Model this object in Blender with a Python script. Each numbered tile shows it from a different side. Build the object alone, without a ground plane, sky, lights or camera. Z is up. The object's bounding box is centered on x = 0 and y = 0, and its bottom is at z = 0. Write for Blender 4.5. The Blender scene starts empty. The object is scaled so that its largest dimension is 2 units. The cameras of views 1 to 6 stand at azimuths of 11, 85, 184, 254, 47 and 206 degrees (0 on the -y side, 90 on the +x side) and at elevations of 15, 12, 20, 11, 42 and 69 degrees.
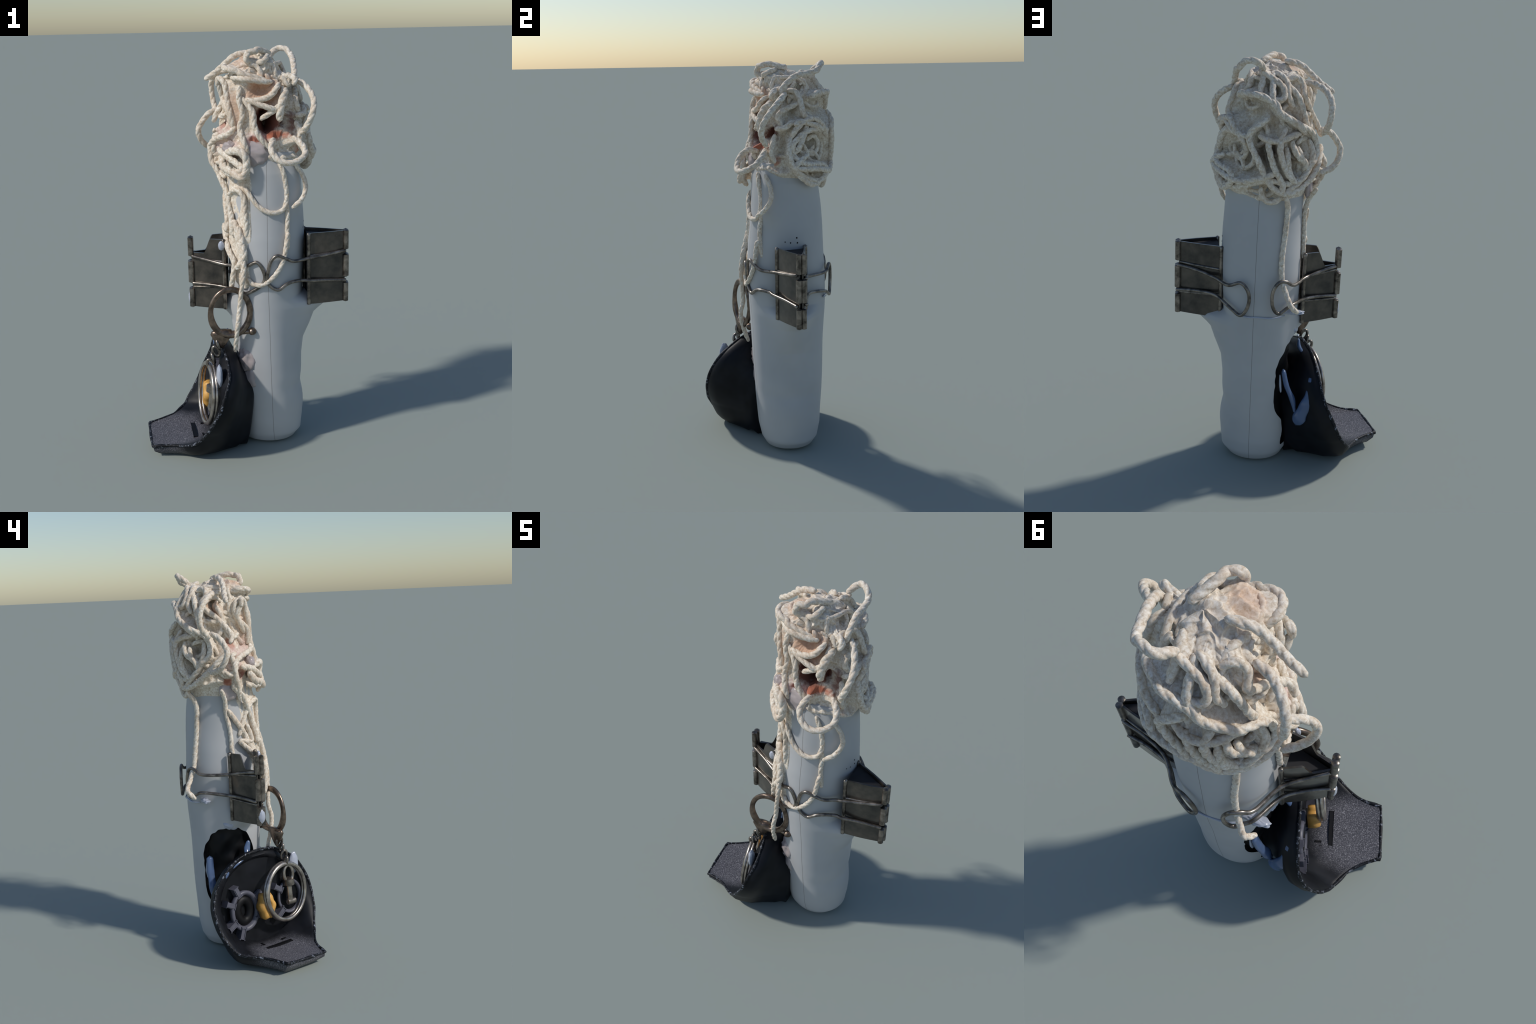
# A found-object sculpture: an off-white oval plastic tube crowned by a glued wad of
# cotton cord, with a binder clip on each flank, a hook ring, a split key ring and a
# black plastic cup with a tongue-shaped foot glued to one side.
import bpy, math, random
import numpy as np
from mathutils import Vector, Matrix, noise

random.seed(7)
rng = np.random.default_rng(7)

# ------------------------------------------------------------------ materials
def new_mat(name):
    m = bpy.data.materials.new(name)
    m.use_nodes = True
    nt = m.node_tree
    return m, nt, nt.nodes["Principled BSDF"]

def add(nt, kind, **props):
    n = nt.nodes.new(kind)
    for k, v in props.items():
        setattr(n, k, v)
    return n

def obj_coords(nt):
    return add(nt, "ShaderNodeTexCoord").outputs["Object"]

def noise_node(nt, vec, scale, detail=4.0, rough=0.55, dist=0.0, stretch=None):
    if stretch:
        mp = add(nt, "ShaderNodeMapping")
        mp.inputs["Scale"].default_value = stretch
        nt.links.new(vec, mp.inputs["Vector"])
        vec = mp.outputs["Vector"]
    n = add(nt, "ShaderNodeTexNoise")
    n.inputs["Scale"].default_value = scale
    n.inputs["Detail"].default_value = detail
    n.inputs["Roughness"].default_value = rough
    n.inputs["Distortion"].default_value = dist
    nt.links.new(vec, n.inputs["Vector"])
    return n.outputs["Fac"]

def ramp(nt, fac, stops):
    r = add(nt, "ShaderNodeValToRGB")
    el = r.color_ramp.elements
    while len(el) < len(stops):
        el.new(0.5)
    for e, (p, c) in zip(el, stops):
        e.position = p
        e.color = (*c, 1) if len(c) == 3 else c
    nt.links.new(fac, r.inputs["Fac"])
    return r.outputs["Color"]

def mix(nt, fac, a, b):
    m = add(nt, "ShaderNodeMix", data_type="RGBA")
    if isinstance(fac, (int, float)):
        m.inputs[0].default_value = fac
    else:
        nt.links.new(fac, m.inputs[0])
    for sock, v in ((m.inputs[6], a), (m.inputs[7], b)):
        if isinstance(v, tuple):
            sock.default_value = (*v, 1)
        else:
            nt.links.new(v, sock)
    return m.outputs[2]

def math_node(nt, op, a, b=None, clamp=False):
    m = add(nt, "ShaderNodeMath", operation=op, use_clamp=clamp)
    for sock, v in ((m.inputs[0], a), (m.inputs[1], b)):
        if v is None:
            continue
        if isinstance(v, (int, float)):
            sock.default_value = v
        else:
            nt.links.new(v, sock)
    return m.outputs[0]

def ball_mask(nt, vec, centre, r_in, r_out, squash=(1, 1, 1), wobble=None):
    """1 inside a ball-shaped patch of the object, 0 outside."""
    mp = add(nt, "ShaderNodeVectorMath", operation="SUBTRACT")
    nt.links.new(vec, mp.inputs[0])
    mp.inputs[1].default_value = centre
    sc = add(nt, "ShaderNodeVectorMath", operation="MULTIPLY")
    nt.links.new(mp.outputs[0], sc.inputs[0])
    sc.inputs[1].default_value = squash
    ln = add(nt, "ShaderNodeVectorMath", operation="LENGTH")
    nt.links.new(sc.outputs[0], ln.inputs[0])
    d = ln.outputs["Value"]
    if wobble is not None:
        d = math_node(nt, "ADD", d, math_node(nt, "MULTIPLY", math_node(nt, "SUBTRACT", wobble, 0.5), 0.06))
    mr = add(nt, "ShaderNodeMapRange", interpolation_type="SMOOTHSTEP")
    mr.inputs["From Min"].default_value = r_in
    mr.inputs["From Max"].default_value = r_out
    mr.inputs["To Min"].default_value = 1
    mr.inputs["To Max"].default_value = 0
    nt.links.new(d, mr.inputs["Value"])
    return mr.outputs["Result"]

def bump(nt, bsdf, height, strength, distance):
    b = add(nt, "ShaderNodeBump")
    b.inputs["Strength"].default_value = strength
    b.inputs["Distance"].default_value = distance
    nt.links.new(height, b.inputs["Height"])
    nt.links.new(b.outputs["Normal"], bsdf.inputs["Normal"])

def tube_plastic():
    m, nt, b = new_mat("tube_plastic")
    co = obj_coords(nt)
    n1 = noise_node(nt, co, 3.5, 3)
    col = ramp(nt, n1, [(0.3, TUBE_A), (0.7, TUBE_B)])
    # faint vertical scratches
    sc = noise_node(nt, co, 30, 5, 0.7, stretch=(3, 3, .12))
    col = mix(nt, ramp(nt, sc, [(0.66, (0, 0, 0)), (0.74, (.35, .35, .35))]), col, (0.52, 0.52, 0.54))
    # mould seams: a hairline down the front and another down the back
    sep = add(nt, "ShaderNodeSeparateXYZ")
    nt.links.new(co, sep.inputs[0])
    x, y, z = sep.outputs
    for side, x0, lean in ((-1, 0.158, -0.008), (1, 0.117, -0.004)):
        d = math_node(nt, "ABSOLUTE", math_node(nt, "SUBTRACT", math_node(nt, "SUBTRACT", x, x0), math_node(nt, "MULTIPLY", z, lean)))
        line = math_node(nt, "LESS_THAN", d, 0.0011)
        facing = math_node(nt, "GREATER_THAN", math_node(nt, "MULTIPLY", math_node(nt, "SUBTRACT", y, 0.1), side), 0.0)
        f = math_node(nt, "MULTIPLY", math_node(nt, "MULTIPLY", line, facing), 0.7)
        col = mix(nt, f, col, (0.12, 0.10, 0.09))
    nt.links.new(col, b.inputs["Base Color"])
    b.inputs["Roughness"].default_value = 0.5
    b.inputs["Specular IOR Level"].default_value = 0.3
    return m

def cord_cotton(name="cord_cotton", wad=False):
    m, nt, b = new_mat(name)
    co = obj_coords(nt)
    fib = noise_node(nt, co, 95, 4, 0.6, 0.6)
    big = noise_node(nt, co, 9, 3, 0.5, 0.8)
    col = ramp(nt, fib, [(0.25, CORD_LOW), (0.46, CORD_MID), (0.66, CORD_HIGH)])
    col = mix(nt, math_node(nt, "MULTIPLY", ramp(nt, big, [(0.45, (0, 0, 0)), (0.7, (1, 1, 1))]), 0.4), col, CORD_TAN)
    if wad:
        wob = noise_node(nt, co, 22, 3, 0.6, 1.0)
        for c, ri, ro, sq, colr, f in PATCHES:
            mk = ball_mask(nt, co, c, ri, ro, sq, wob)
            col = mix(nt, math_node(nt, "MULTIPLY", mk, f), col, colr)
    nt.links.new(col, b.inputs["Base Color"])
    b.inputs["Roughness"].default_value = 0.72
    b.inputs["Specular IOR Level"].default_value = 0.35
    bump(nt, b, fib, 0.35, 0.002)
    return m

def clip_steel():
    m, nt, b = new_mat("clip_steel")
    co = obj_coords(nt)
    n = noise_node(nt, co, 14, 4)
    g = noise_node(nt, co, 160, 3, 0.7)
    col = ramp(nt, n, [(0.3, (0.030, 0.027, 0.024)), (0.7, (0.125, 0.106, 0.086))])
    col = mix(nt, ramp(nt, g, [(0.6, (0, 0, 0)), (0.72, (.5, .5, .5))]), col, (0.12, 0.11, 0.10))
    nt.links.new(col, b.inputs["Base Color"])
    b.inputs["Metallic"].default_value = 0.55
    b.inputs["Roughness"].default_value = 0.28
    b.inputs["Coat Weight"].default_value = 0.6
    b.inputs["Coat Roughness"].default_value = 0.12
    bump(nt, b, g, 0.08, 0.002)
    return m

def wire_steel(name, lo, hi, rough):
    m, nt, b = new_mat(name)
    co = obj_coords(nt)
    n = noise_node(nt, co, 24, 4, 0.6, 0.5)
    nt.links.new(ramp(nt, n, [(0.35, lo), (0.65, hi)]), b.inputs["Base Color"])
    b.inputs["Metallic"].default_value = 0.85
    b.inputs["Roughness"].default_value = rough
    return m

def cup_plastic(name="cup_plastic", dust=True):
    m, nt, b = new_mat(name)
    co = obj_coords(nt)
    n = noise_node(nt, co, 9, 4)
    col = ramp(nt, n, [(0.3, (0.005, 0.0055, 0.007)), (0.7, (0.013, 0.014, 0.018))])
    g = noise_node(nt, co, 210, 4, 0.7)
    if dust:
        # pale dust on the open inner face and the tongue
        spk = ramp(nt, g, [(0.40, (0.06, 0.06, 0.07)), (0.56, (0.15, 0.147, 0.165)), (0.67, (0.50, 0.49, 0.51))])
        mk = ball_mask(nt, co, (-0.37, -0.10, 0.05), 0.12, 0.24, (1, 1, 1), noise_node(nt, co, 14, 3))
        col = mix(nt, math_node(nt, "MULTIPLY", mk, 0.85), col, spk)
    else:
        s2 = noise_node(nt, co, 60, 5, 0.8)
        col = mix(nt, ramp(nt, s2, [(0.54, (0, 0, 0)), (0.64, (.8, .8, .8))]), col, (0.34, 0.37, 0.44))
    nt.links.new(col, b.inputs["Base Color"])
    b.inputs["Roughness"].default_value = 0.45
    b.inputs["Specular IOR Level"].default_value = 0.18
    bump(nt, b, g, 0.2, 0.002)
    return m

def plain(name, col, rough=0.5, metal=0.0, var=0.25, scale=20, spec=0.5):
    m, nt, b = new_mat(name)
    co = obj_coords(nt)
    n = noise_node(nt, co, scale, 4)
    lo = tuple(c * (1 - var) for c in col)
    hi = tuple(min(1, c * (1 + var)) for c in col)
    nt.links.new(ramp(nt, n, [(0.3, lo), (0.7, hi)]), b.inputs["Base Color"])
    b.inputs["Roughness"].default_value = rough
    b.inputs["Metallic"].default_value = metal
    b.inputs["Specular IOR Level"].default_value = spec
    return m

def hot_glue(name, col, trans=0.25):
    m, nt, b = new_mat(name)
    co = obj_coords(nt)
    n = noise_node(nt, co, 12, 3)
    nt.links.new(ramp(nt, n, [(0.3, tuple(c * .85 for c in col)), (0.7, col)]), b.inputs["Base Color"])
    b.inputs["Roughness"].default_value = 0.18
    b.inputs["Transmission Weight"].default_value = trans
    b.inputs["Subsurface Weight"].default_value = 0.2
    b.inputs["Subsurface Radius"].default_value = (0.02, 0.02, 0.025)
    return m

TUBE_A, TUBE_B = (0.455, 0.46, 0.465), (0.515, 0.52, 0.525)
CORD_LOW, CORD_MID, CORD_HIGH, CORD_TAN = (0.45, 0.34, 0.23), (0.70, 0.61, 0.495), (0.87, 0.815, 0.725), (0.60, 0.44, 0.31)
PEACH, RED, DARK, PINK = (0.56, 0.33, 0.21), (0.40, 0.11, 0.055), (0.16, 0.058, 0.040), (0.55, 0.37, 0.34)
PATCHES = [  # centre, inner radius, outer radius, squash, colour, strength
    ((0.13, -0.03, 1.80), 0.06, 0.12, (1, 1, 1.1), PEACH, 0.8),
    ((-0.02, -0.04, 1.72), 0.04, 0.10, (1, 1, .7), PEACH, 0.45),
    ((0.02, 0.02, 1.93), 0.03, 0.08, (1, 1, 1), PEACH, 0.5),
    ((-0.06, 0.15, 1.83), 0.02, 0.06, (1, 1, 1), PEACH, 0.6),
    ((-0.09, 0.07, 1.65), 0.015, 0.05, (1, 1, 1), RED, 0.7),
    ((-0.11, 0.06, 1.57), 0.04, 0.09, (1, 1, 1), PINK, 0.5),
    ((-0.05, -0.03, 1.62), 0.03, 0.08, (1, 1, 1), PINK, 0.5),
    ((0.10, -0.07, 1.575), 0.03, 0.08, (.9, 1, 1.4), PINK, 0.9),
    ((-0.03, -0.05, 1.54), 0.03, 0.06, (1, 1, 1), PINK, 0.6),
    ((0.20, -0.05, 1.605), 0.035, 0.075, (.75, 1, 2.2), RED, 0.95),
    ((0.10, -0.06, 1.585), 0.02, 0.05, (.8, 1, 2.0), RED, 0.8),
    ((0.142, 0.0, 1.67), 0.055, 0.085, (1, .7, 1), DARK, 1.0),
    ((0.255, 0.0, 1.665), 0.02, 0.05, (1, .8, .6), DARK, 0.9),
    ((0.295, 0.02, 1.53), 0.015, 0.045, (1, 1, 1), RED, 0.7),
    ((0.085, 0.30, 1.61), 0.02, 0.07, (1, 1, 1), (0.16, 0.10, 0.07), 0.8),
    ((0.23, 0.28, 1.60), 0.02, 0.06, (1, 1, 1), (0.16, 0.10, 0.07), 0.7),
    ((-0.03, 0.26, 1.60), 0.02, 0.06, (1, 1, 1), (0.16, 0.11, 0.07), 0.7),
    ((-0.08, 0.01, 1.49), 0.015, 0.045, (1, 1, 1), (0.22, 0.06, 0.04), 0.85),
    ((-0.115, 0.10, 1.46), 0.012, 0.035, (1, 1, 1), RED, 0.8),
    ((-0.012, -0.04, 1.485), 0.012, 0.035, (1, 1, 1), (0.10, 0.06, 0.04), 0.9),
]

M_TUBE = tube_plastic()
M_CORD = cord_cotton()
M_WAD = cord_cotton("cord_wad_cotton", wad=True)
M_CLIP = clip_steel()
M_WIRE = wire_steel("wire_steel", (0.10, 0.09, 0.08), (0.34, 0.30, 0.26), 0.32)
M_FOLD = wire_steel("fold_steel", (0.08, 0.07, 0.06), (0.34, 0.30, 0.26), 0.30)
M_RING = wire_steel("ring_steel", (0.24, 0.21, 0.18), (0.52, 0.47, 0.42), 0.28)
M_BRONZE = wire_steel("hook_bronze", (0.10, 0.075, 0.06), (0.28, 0.21, 0.16), 0.32)
M_CUP = cup_plastic()
M_CUP_EDGE = cup_plastic("cup_edge_plastic", dust=False)
M_BLACK = plain("black_plastic", (0.005, 0.005, 0.006), 0.5, spec=0.25)
M_DARKIN = plain("dark_clip_fill", (0.012, 0.012, 0.015), 0.7)  # for the dark block added inside each clip
M_GEAR = plain("gear_plastic", (0.095, 0.095, 0.12), 0.45)
M_NUT = plain("nut_plastic", (0.62, 0.33, 0.08), 0.45)
M_GLUE = hot_glue("glue_clear", (0.60, 0.64, 0.74))
M_GLUE_BLUE = hot_glue("glue_blue", (0.13, 0.20, 0.36))
M_GLUE_PINK = hot_glue("glue_pink", (0.52, 0.45, 0.44), 0.1)

# ------------------------------------------------------------------ scene helpers
ROOT = bpy.data.objects.new("sculpture", None)
bpy.context.scene.collection.objects.link(ROOT)
ROOT["label"] = "pale tube sculpture topped with tangled cord, clips and black cup"
ROOT["category"] = "sculpture"

def make(name, verts, faces, mat, parent=None, smooth=True, angle=None, stuff=False):
    me = bpy.data.meshes.new(name)
    me.from_pydata([tuple(map(float, v)) for v in verts], [], [tuple(map(int, f)) for f in faces])
    me.validate()
    me.update()
    if smooth:
        me.shade_smooth()
        if angle:
            me.set_sharp_from_angle(angle=math.radians(angle))
    me.materials.append(mat)
    ob = bpy.data.objects.new(name, me)
    bpy.context.scene.collection.objects.link(ob)
    ob.parent = parent or ROOT
    if stuff:
        ob["kind"] = "stuff"
    return ob

def catmull(P, step=0.004, closed=False):
    P = np.array(P, float)
    Q = np.vstack([P[-1], P, P[0], P[1]]) if closed else np.vstack([2 * P[0] - P[1], P, 2 * P[-1] - P[-2]])
    out = []
    for i in range(1, len(Q) - 2):
        n = max(2, int(np.linalg.norm(Q[i + 1] - Q[i]) / step))
        t = (np.arange(n) / n)[:, None]
        out.append(.5 * (2 * Q[i] + (Q[i + 1] - Q[i - 1]) * t + (2 * Q[i - 1] - 5 * Q[i] + 4 * Q[i + 1] - Q[i + 2]) * t ** 2
                         + (3 * Q[i] - Q[i - 1] - 3 * Q[i + 1] + Q[i + 2]) * t ** 3))
    if not closed:
        out.append(Q[-2][None])
    return np.vstack(out)

def frames(C, closed=False):
    T = np.roll(C, -1, 0) - np.roll(C, 1, 0) if closed else np.gradient(C, axis=0)
    T /= np.linalg.norm(T, axis=1)[:, None] + 1e-9
    N = np.zeros_like(C)
    a = np.array([0, 0, 1.]) if abs(T[0][2]) < .9 else np.array([1., 0, 0])
    v = np.cross(T[0], a)
    for i in range(len(C)):
        v = v - T[i] * (v @ T[i])
        v /= np.linalg.norm(v) + 1e-9
        N[i] = v
    return T, N, np.cross(T, N)

def sweep(C, r, sides=12, lobes=0, lobe=0.0, pitch=0.07, closed=False, wob=0.0, seed=0, flat=1.0, taper=0.0):
    """Tube along C. lobes > 0 gives a laid (twisted) cord section."""
    T, N, B = frames(C, closed)
    s = np.concatenate([[0], np.cumsum(np.linalg.norm(np.diff(C, axis=0), axis=1))])
    ph = np.arange(sides) / sides * 2 * np.pi
    L = s[-1]
    rad = np.ones((len(C), sides)) * r
    if lobes:
        lay_line = np.abs(np.cos(lobes / 2 * (ph[None] - 2 * np.pi * s[:, None] / pitch)))
        rad *= 1 + .25 * lobe - lobe * (1 - lay_line) ** 1.6      # three strands, narrow grooves between them
    if wob:
        w = np.array([noise.noise(Vector((float(x) * 14, seed * 3.1, 0))) for x in s])
        rad *= 1 + wob * w[:, None]
    if taper:
        rad *= (.6 + .4 * np.sqrt(np.clip(np.minimum(s, L - s) / taper, 0, 1)))[:, None]
    V = C[:, None] + N[:, None] * (rad * np.cos(ph))[..., None] + B[:, None] * (rad * np.sin(ph) * flat)[..., None]
    n = len(C)
    F = []
    for i in range(n if closed else n - 1):
        j = (i + 1) % n
        for k in range(sides):
            l = (k + 1) % sides
            F.append((i * sides + k, i * sides + l, j * sides + l, j * sides + k))
    V = V.reshape(-1, 3)
    if not closed:
        V = np.vstack([V, C[0] - T[0] * r * .5, C[-1] + T[-1] * r * .5])
        for k in range(sides):
            l = (k + 1) % sides
            F.append((k, n * sides, l))
            F.append(((n - 1) * sides + k, (n - 1) * sides + l, n * sides + 1))
    return V, F

def loft(rings, caps=(True, True)):
    """rings: list of (n,3) arrays with equal n, joined in order."""
    n = len(rings[0])
    V = np.vstack(rings)
    F = []
    for i in range(len(rings) - 1):
        for k in range(n):
            l = (k + 1) % n
            F.append((i * n + k, i * n + l, (i + 1) * n + l, (i + 1) * n + k))
    if caps[0]:
        F.append(tuple(range(n - 1, -1, -1)))
    if caps[1]:
        F.append(tuple((len(rings) - 1) * n + k for k in range(n)))
    return V, F

def blob(name, c, size, mat, seed=0, rough=0.25, rot=0.0, parent=None, freq=2.2):
    """A lump of set hot glue: a noisy ellipsoid."""
    V, F = [], []
    nu, nv = 36, 20
    for j in range(nv + 1):
        a = math.pi * j / nv
        for i in range(nu):
            b = 2 * math.pi * i / nu
            d = Vector((math.sin(a) * math.cos(b), math.sin(a) * math.sin(b), math.cos(a)))
            k = 1 + rough * noise.fractal(d * freq + Vector((seed * 7.3, 0, 0)), 1.0, 2.0, 3)
            p = Vector((d.x * size[0], d.y * size[1], d.z * size[2])) * k
            p.rotate(Matrix.Rotation(rot, 3, 'Z'))
            V.append((p.x + c[0], p.y + c[1], p.z + c[2]))
    for j in range(nv):
        for i in range(nu):
            k = (i + 1) % nu
            F.append((j * nu + i, (j + 1) * nu + i, (j + 1) * nu + k, j * nu + k))
    return make(name, V, F, mat, parent)

def box(name, c, ax, half, mat, parent=None, bev=0.004, smooth=False):
    """Oriented box with chamfered edges: ax = three unit axes."""
    import bmesh
    bm = bmesh.new()
    bmesh.ops.create_cube(bm, size=2)
    A = np.array(ax)
    for v in bm.verts:
        q = np.array(v.co) * np.array(half)
        v.co = Vector(np.array(c) + q @ A)
    if bev:
        bmesh.ops.bevel(bm, geom=bm.edges[:], offset=bev, segments=2, affect='EDGES')
    bmesh.ops.recalc_face_normals(bm, faces=bm.faces)
    me = bpy.data.meshes.new(name)
    bm.to_mesh(me)
    bm.free()
    me.materials.append(mat)
    ob = bpy.data.objects.new(name, me)
    bpy.context.scene.collection.objects.link(ob)
    ob.parent = parent or ROOT
    return ob

def smoothstep(a, b, x):
    t = np.clip((x - a) / (b - a), 0, 1)
    return t * t * (3 - 2 * t)

# ------------------------------------------------------------------ tube and wad profiles
# height, left, right, front, back limits of the cross-section
TUBE = [(0.0, .0, .21, .0, .19), (.012, -.035, .245, -.03, .225), (.05, -.055, .274, -.05, .247), (.12, -.062, .279, -.065, .261),
        (.3, -.07, .279, -.083, .270), (.6, -.075, .284, -.095, .281), (.8, -.078, .290, -.106, .291), (.95, -.08, .296, -.110, .292),
        (1.1, -.08, .298, -.102, .284), (1.2, -.078, .296, -.092, .278), (1.3, -.078, .291, -.085, .270), (1.42, -.078, .285, -.078, .256), (1.56, -.05, .25, -.06, .22)]

# reach of the cords from the wad's axis, by direction and height
WAD_AXIS = (0.1, 0.1)
WAD_DIR = (0, 40, 80, 130, 180, 226, 254, 272, 360)
WAD = [(1.24, .190, .190, .175, .180, .185, .200, .205, .195), (1.33, .190, .185, .168, .185, .195, .200, .205, .190),
       (1.41, .200, .208, .185, .215, .230, .218, .228, .190), (1.48, .232, .225, .205, .230, .248, .215, .222, .188),
       (1.55, .228, .195, .215, .238, .240, .212, .210, .180), (1.62, .215, .190, .220, .240, .232, .200, .190, .178),
       (1.70, .200, .195, .220, .232, .195, .195, .182, .165), (1.78, .175, .182, .210, .212, .178, .197, .178, .155),
       (1.85, .150, .165, .198, .185, .172, .200, .176, .150), (1.90, .135, .150, .150, .158, .155, .195, .174, .150),
       (1.94, .110, .118, .115, .120, .130, .165, .148, .130), (1.972, .060, .070, .060, .070, .080, .095, .088, .080), (1.987, .03, .03, .03, .03, .03, .03, .03, .03)]

def wad_reach(th, z):
    """Distance from the wad's axis to the cords' envelope, smooth in both directions."""
    th, z = np.broadcast_arrays(np.asarray(th, float), np.asarray(z, float))
    t = np.array(WAD)
    rows = np.stack([np.interp(z, t[:, 0], t[:, 1 + (i % 8)]) for i in range(9)])
    deg = np.degrees(th) % 360
    out = np.zeros_like(deg)
    for i in range(8):
        a, b = WAD_DIR[i], WAD_DIR[i + 1]
        k = np.clip((deg - a) / (b - a), 0, 1)
        k = k * k * (3 - 2 * k)
        out = np.where((deg >= a) & (deg <= b), rows[i] * (1 - k) + rows[i + 1] * k, out)
    return out

def section(tab, z):
    t = np.array(tab)
    a, b, c, d = (np.interp(z, t[:, 0], t[:, i]) for i in range(1, 5))
    return (a + b) / 2, (c + d) / 2, (b - a) / 2, (d - c) / 2

def radial(tab, th, z, n=2.05):
    cx, cy, rx, ry = section(tab, z)
    return cx, cy, (np.abs(np.cos(th) / rx) ** n + np.abs(np.sin(th) / ry) ** n) ** (-1 / n)

# ------------------------------------------------------------------ tube
def in_arch(th, z):
    """The ragged arched opening in the tube's left flank."""
    u = (np.degrees(th) % 360 - 172) / 48
    rag = .012 * np.sin(th * 23 + z * 31) + .006 * np.sin(z * 90)
    low = np.interp(z, [.18, .24, .30, .36], [-.5, -.62, -.92, -1.0]) + rag
    return (z > .08) & (z < .685 + rag * .4 - .14 * np.abs(u) ** 2.6) & (u > low) & (u < 1)

def build_tube():
    n = 256
    th = np.arange(n) / n * 2 * np.pi
    zs = np.concatenate([np.array([0, .003, .007, .012, .02, .03, .04, .05, .065, .08, .1]), np.linspace(.12, 1.52, 280)])
    rings = []
    for z in zs:
        cx, cy, r = radial(TUBE, th, z)
        x, y = cx + r * np.cos(th), cy + r * np.sin(th)
        # scan webbing below the right-hand clip, shaped as a swelling of the tube
        up = np.interp(z, [.46, .55, .63, .69, .715, .745, .765, .80], [0, .008, .04, .06, .085, .12, .10, 0])
        x = x + np.where(np.cos(th) > 0, up * np.exp(-((y - .11) / .10) ** 2), 0)
        x = x - np.where(np.cos(th) < 0, .05 * smoothstep(.66, .735, z) * (1 - smoothstep(.75, .80, z)) * np.exp(-((y - .04) / .06) ** 2), 0)
        dent = -.007 * np.exp(-((z - .31) / .04) ** 2) + .005 * np.exp(-((z - .20) / .06) ** 2)
        x = x + np.where(np.cos(th) > .3, dent * np.cos(th), 0)
        # soft membrane under the hanging loop on the front right
        k = .022 * np.exp(-((np.degrees(th) % 360 - 332) / 16) ** 2) * smoothstep(1.18, 1.30, z)
        # low undulation of the skin
        k = k + .003 * np.sin(5 * z + 2 * th) * np.sin(9 * z + th) * smoothstep(.05, .2, z)
        rings.append(np.stack([x + k * np.cos(th), y + k * np.sin(th), np.full(n, z)], 1))
    V, F = loft(rings)
    keep, hole = [], []
    for f in F:
        if len(f) == 4:
            i, k = divmod(f[0], n)
            if in_arch(np.array((k + .5) / n * 2 * np.pi), np.array((zs[i] + zs[i + 1]) / 2)):
                hole.append(f)
                continue
        keep.append(f)
    # the cavity behind the opening: the same skin pushed inwards, walls at its border
    edge = {}
    for f in hole:
        for a, b in zip(f, f[1:] + f[:1]):
            edge[(a, b)] = edge.get((a, b), 0) + 1
    border = [(a, b) for a, b in edge if (b, a) not in edge]
    ring = {}
    for a, b in border:
        ring.setdefault(a, set()).add(b)
        ring.setdefault(b, set()).add(a)
    for _ in range(6):                                 # ease the stair-steps out of the border
        V2 = V.copy()
        for v, nb in ring.items():
            V2[v] = V[v] * .4 + sum(V[q] for q in nb) / len(nb) * .6
        V = V2
    tube = make("tube", V, keep, M_TUBE)
    ids = sorted({v for f in hole for v in f})
    inner = {v: i for i, v in enumerate(ids)}
    CV = []
    for v in ids:
        p = np.array(V[v]); d = np.array([.1, .1, p[2]]) - p
        lump = noise.noise(Vector(p * 14)) * .014
        CV.append(p + d / np.linalg.norm(d) * (.030 + lump))
    outer = {}
    for a, b in border:
        for v in (a, b):
            if v not in outer:
                outer[v] = len(CV)
                CV.append(np.array(V[v]))
    CF = [tuple(inner[v] for v in f) for f in hole] + [(outer[a], outer[b], inner[b], inner[a]) for a, b in border]
    make("cavity", CV, CF, M_BLACK)
    return tube

TUBE_OB = build_tube()

# ------------------------------------------------------------------ cords
CORDS = []
def lay(thickness, spine):
    """Register one loose cord by the points its spine runs through."""
    CORDS.append((thickness, spine))

# top right loop
lay(0.0155, [(0.112, 0.224, 1.957), (0.144, 0.268, 1.992), (0.191, 0.258, 1.992), (0.221, 0.237, 1.962), (0.237, 0.185, 1.947), (0.248, 0.129, 1.935), (0.262, 0.072, 1.888), (0.262, 0.055, 1.85)])
# right loop
lay(0.0155, [(0.27, 0.08, 1.855), (0.312, 0.052, 1.83), (0.346, 0.02, 1.798), (0.366, -0.013, 1.759), (0.365, -0.039, 1.714), (0.345, -0.045, 1.661), (0.308, -0.019, 1.61)])
# front loop
lay(0.0155, [(0.177, -0.049, 1.575), (0.183, -0.1, 1.583), (0.182, -0.14, 1.548), (0.215, -0.157, 1.505), (0.265, -0.151, 1.487), (0.312, -0.12, 1.497), (0.332, -0.076, 1.523), (0.31, -0.041, 1.559), (0.265, -0.018, 1.592)])
# crown ring
lay(0.0155, [(0.141, 0.096, 1.976), (0.099, 0.017, 1.995), (0.09, -0.017, 1.988), (0.062, -0.031, 1.984), (0.054, -0.037, 1.95), (0.086, -0.007, 1.938), (0.13, -0.008, 1.945), (0.139, 0.047, 1.97)])
# crown strand
lay(0.0155, [(0.035, 0.105, 1.983), (-0.032, 0.09, 1.967), (-0.082, 0.089, 1.928), (-0.131, 0.099, 1.889), (-0.184, 0.107, 1.857)])
# left upper loop
lay(0.0155, [(-0.059, 0.145, 1.899), (-0.112, 0.162, 1.894), (-0.156, 0.196, 1.874), (-0.183, 0.229, 1.835), (-0.186, 0.244, 1.781), (-0.175, 0.233, 1.728), (-0.152, 0.192, 1.683)])
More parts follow.
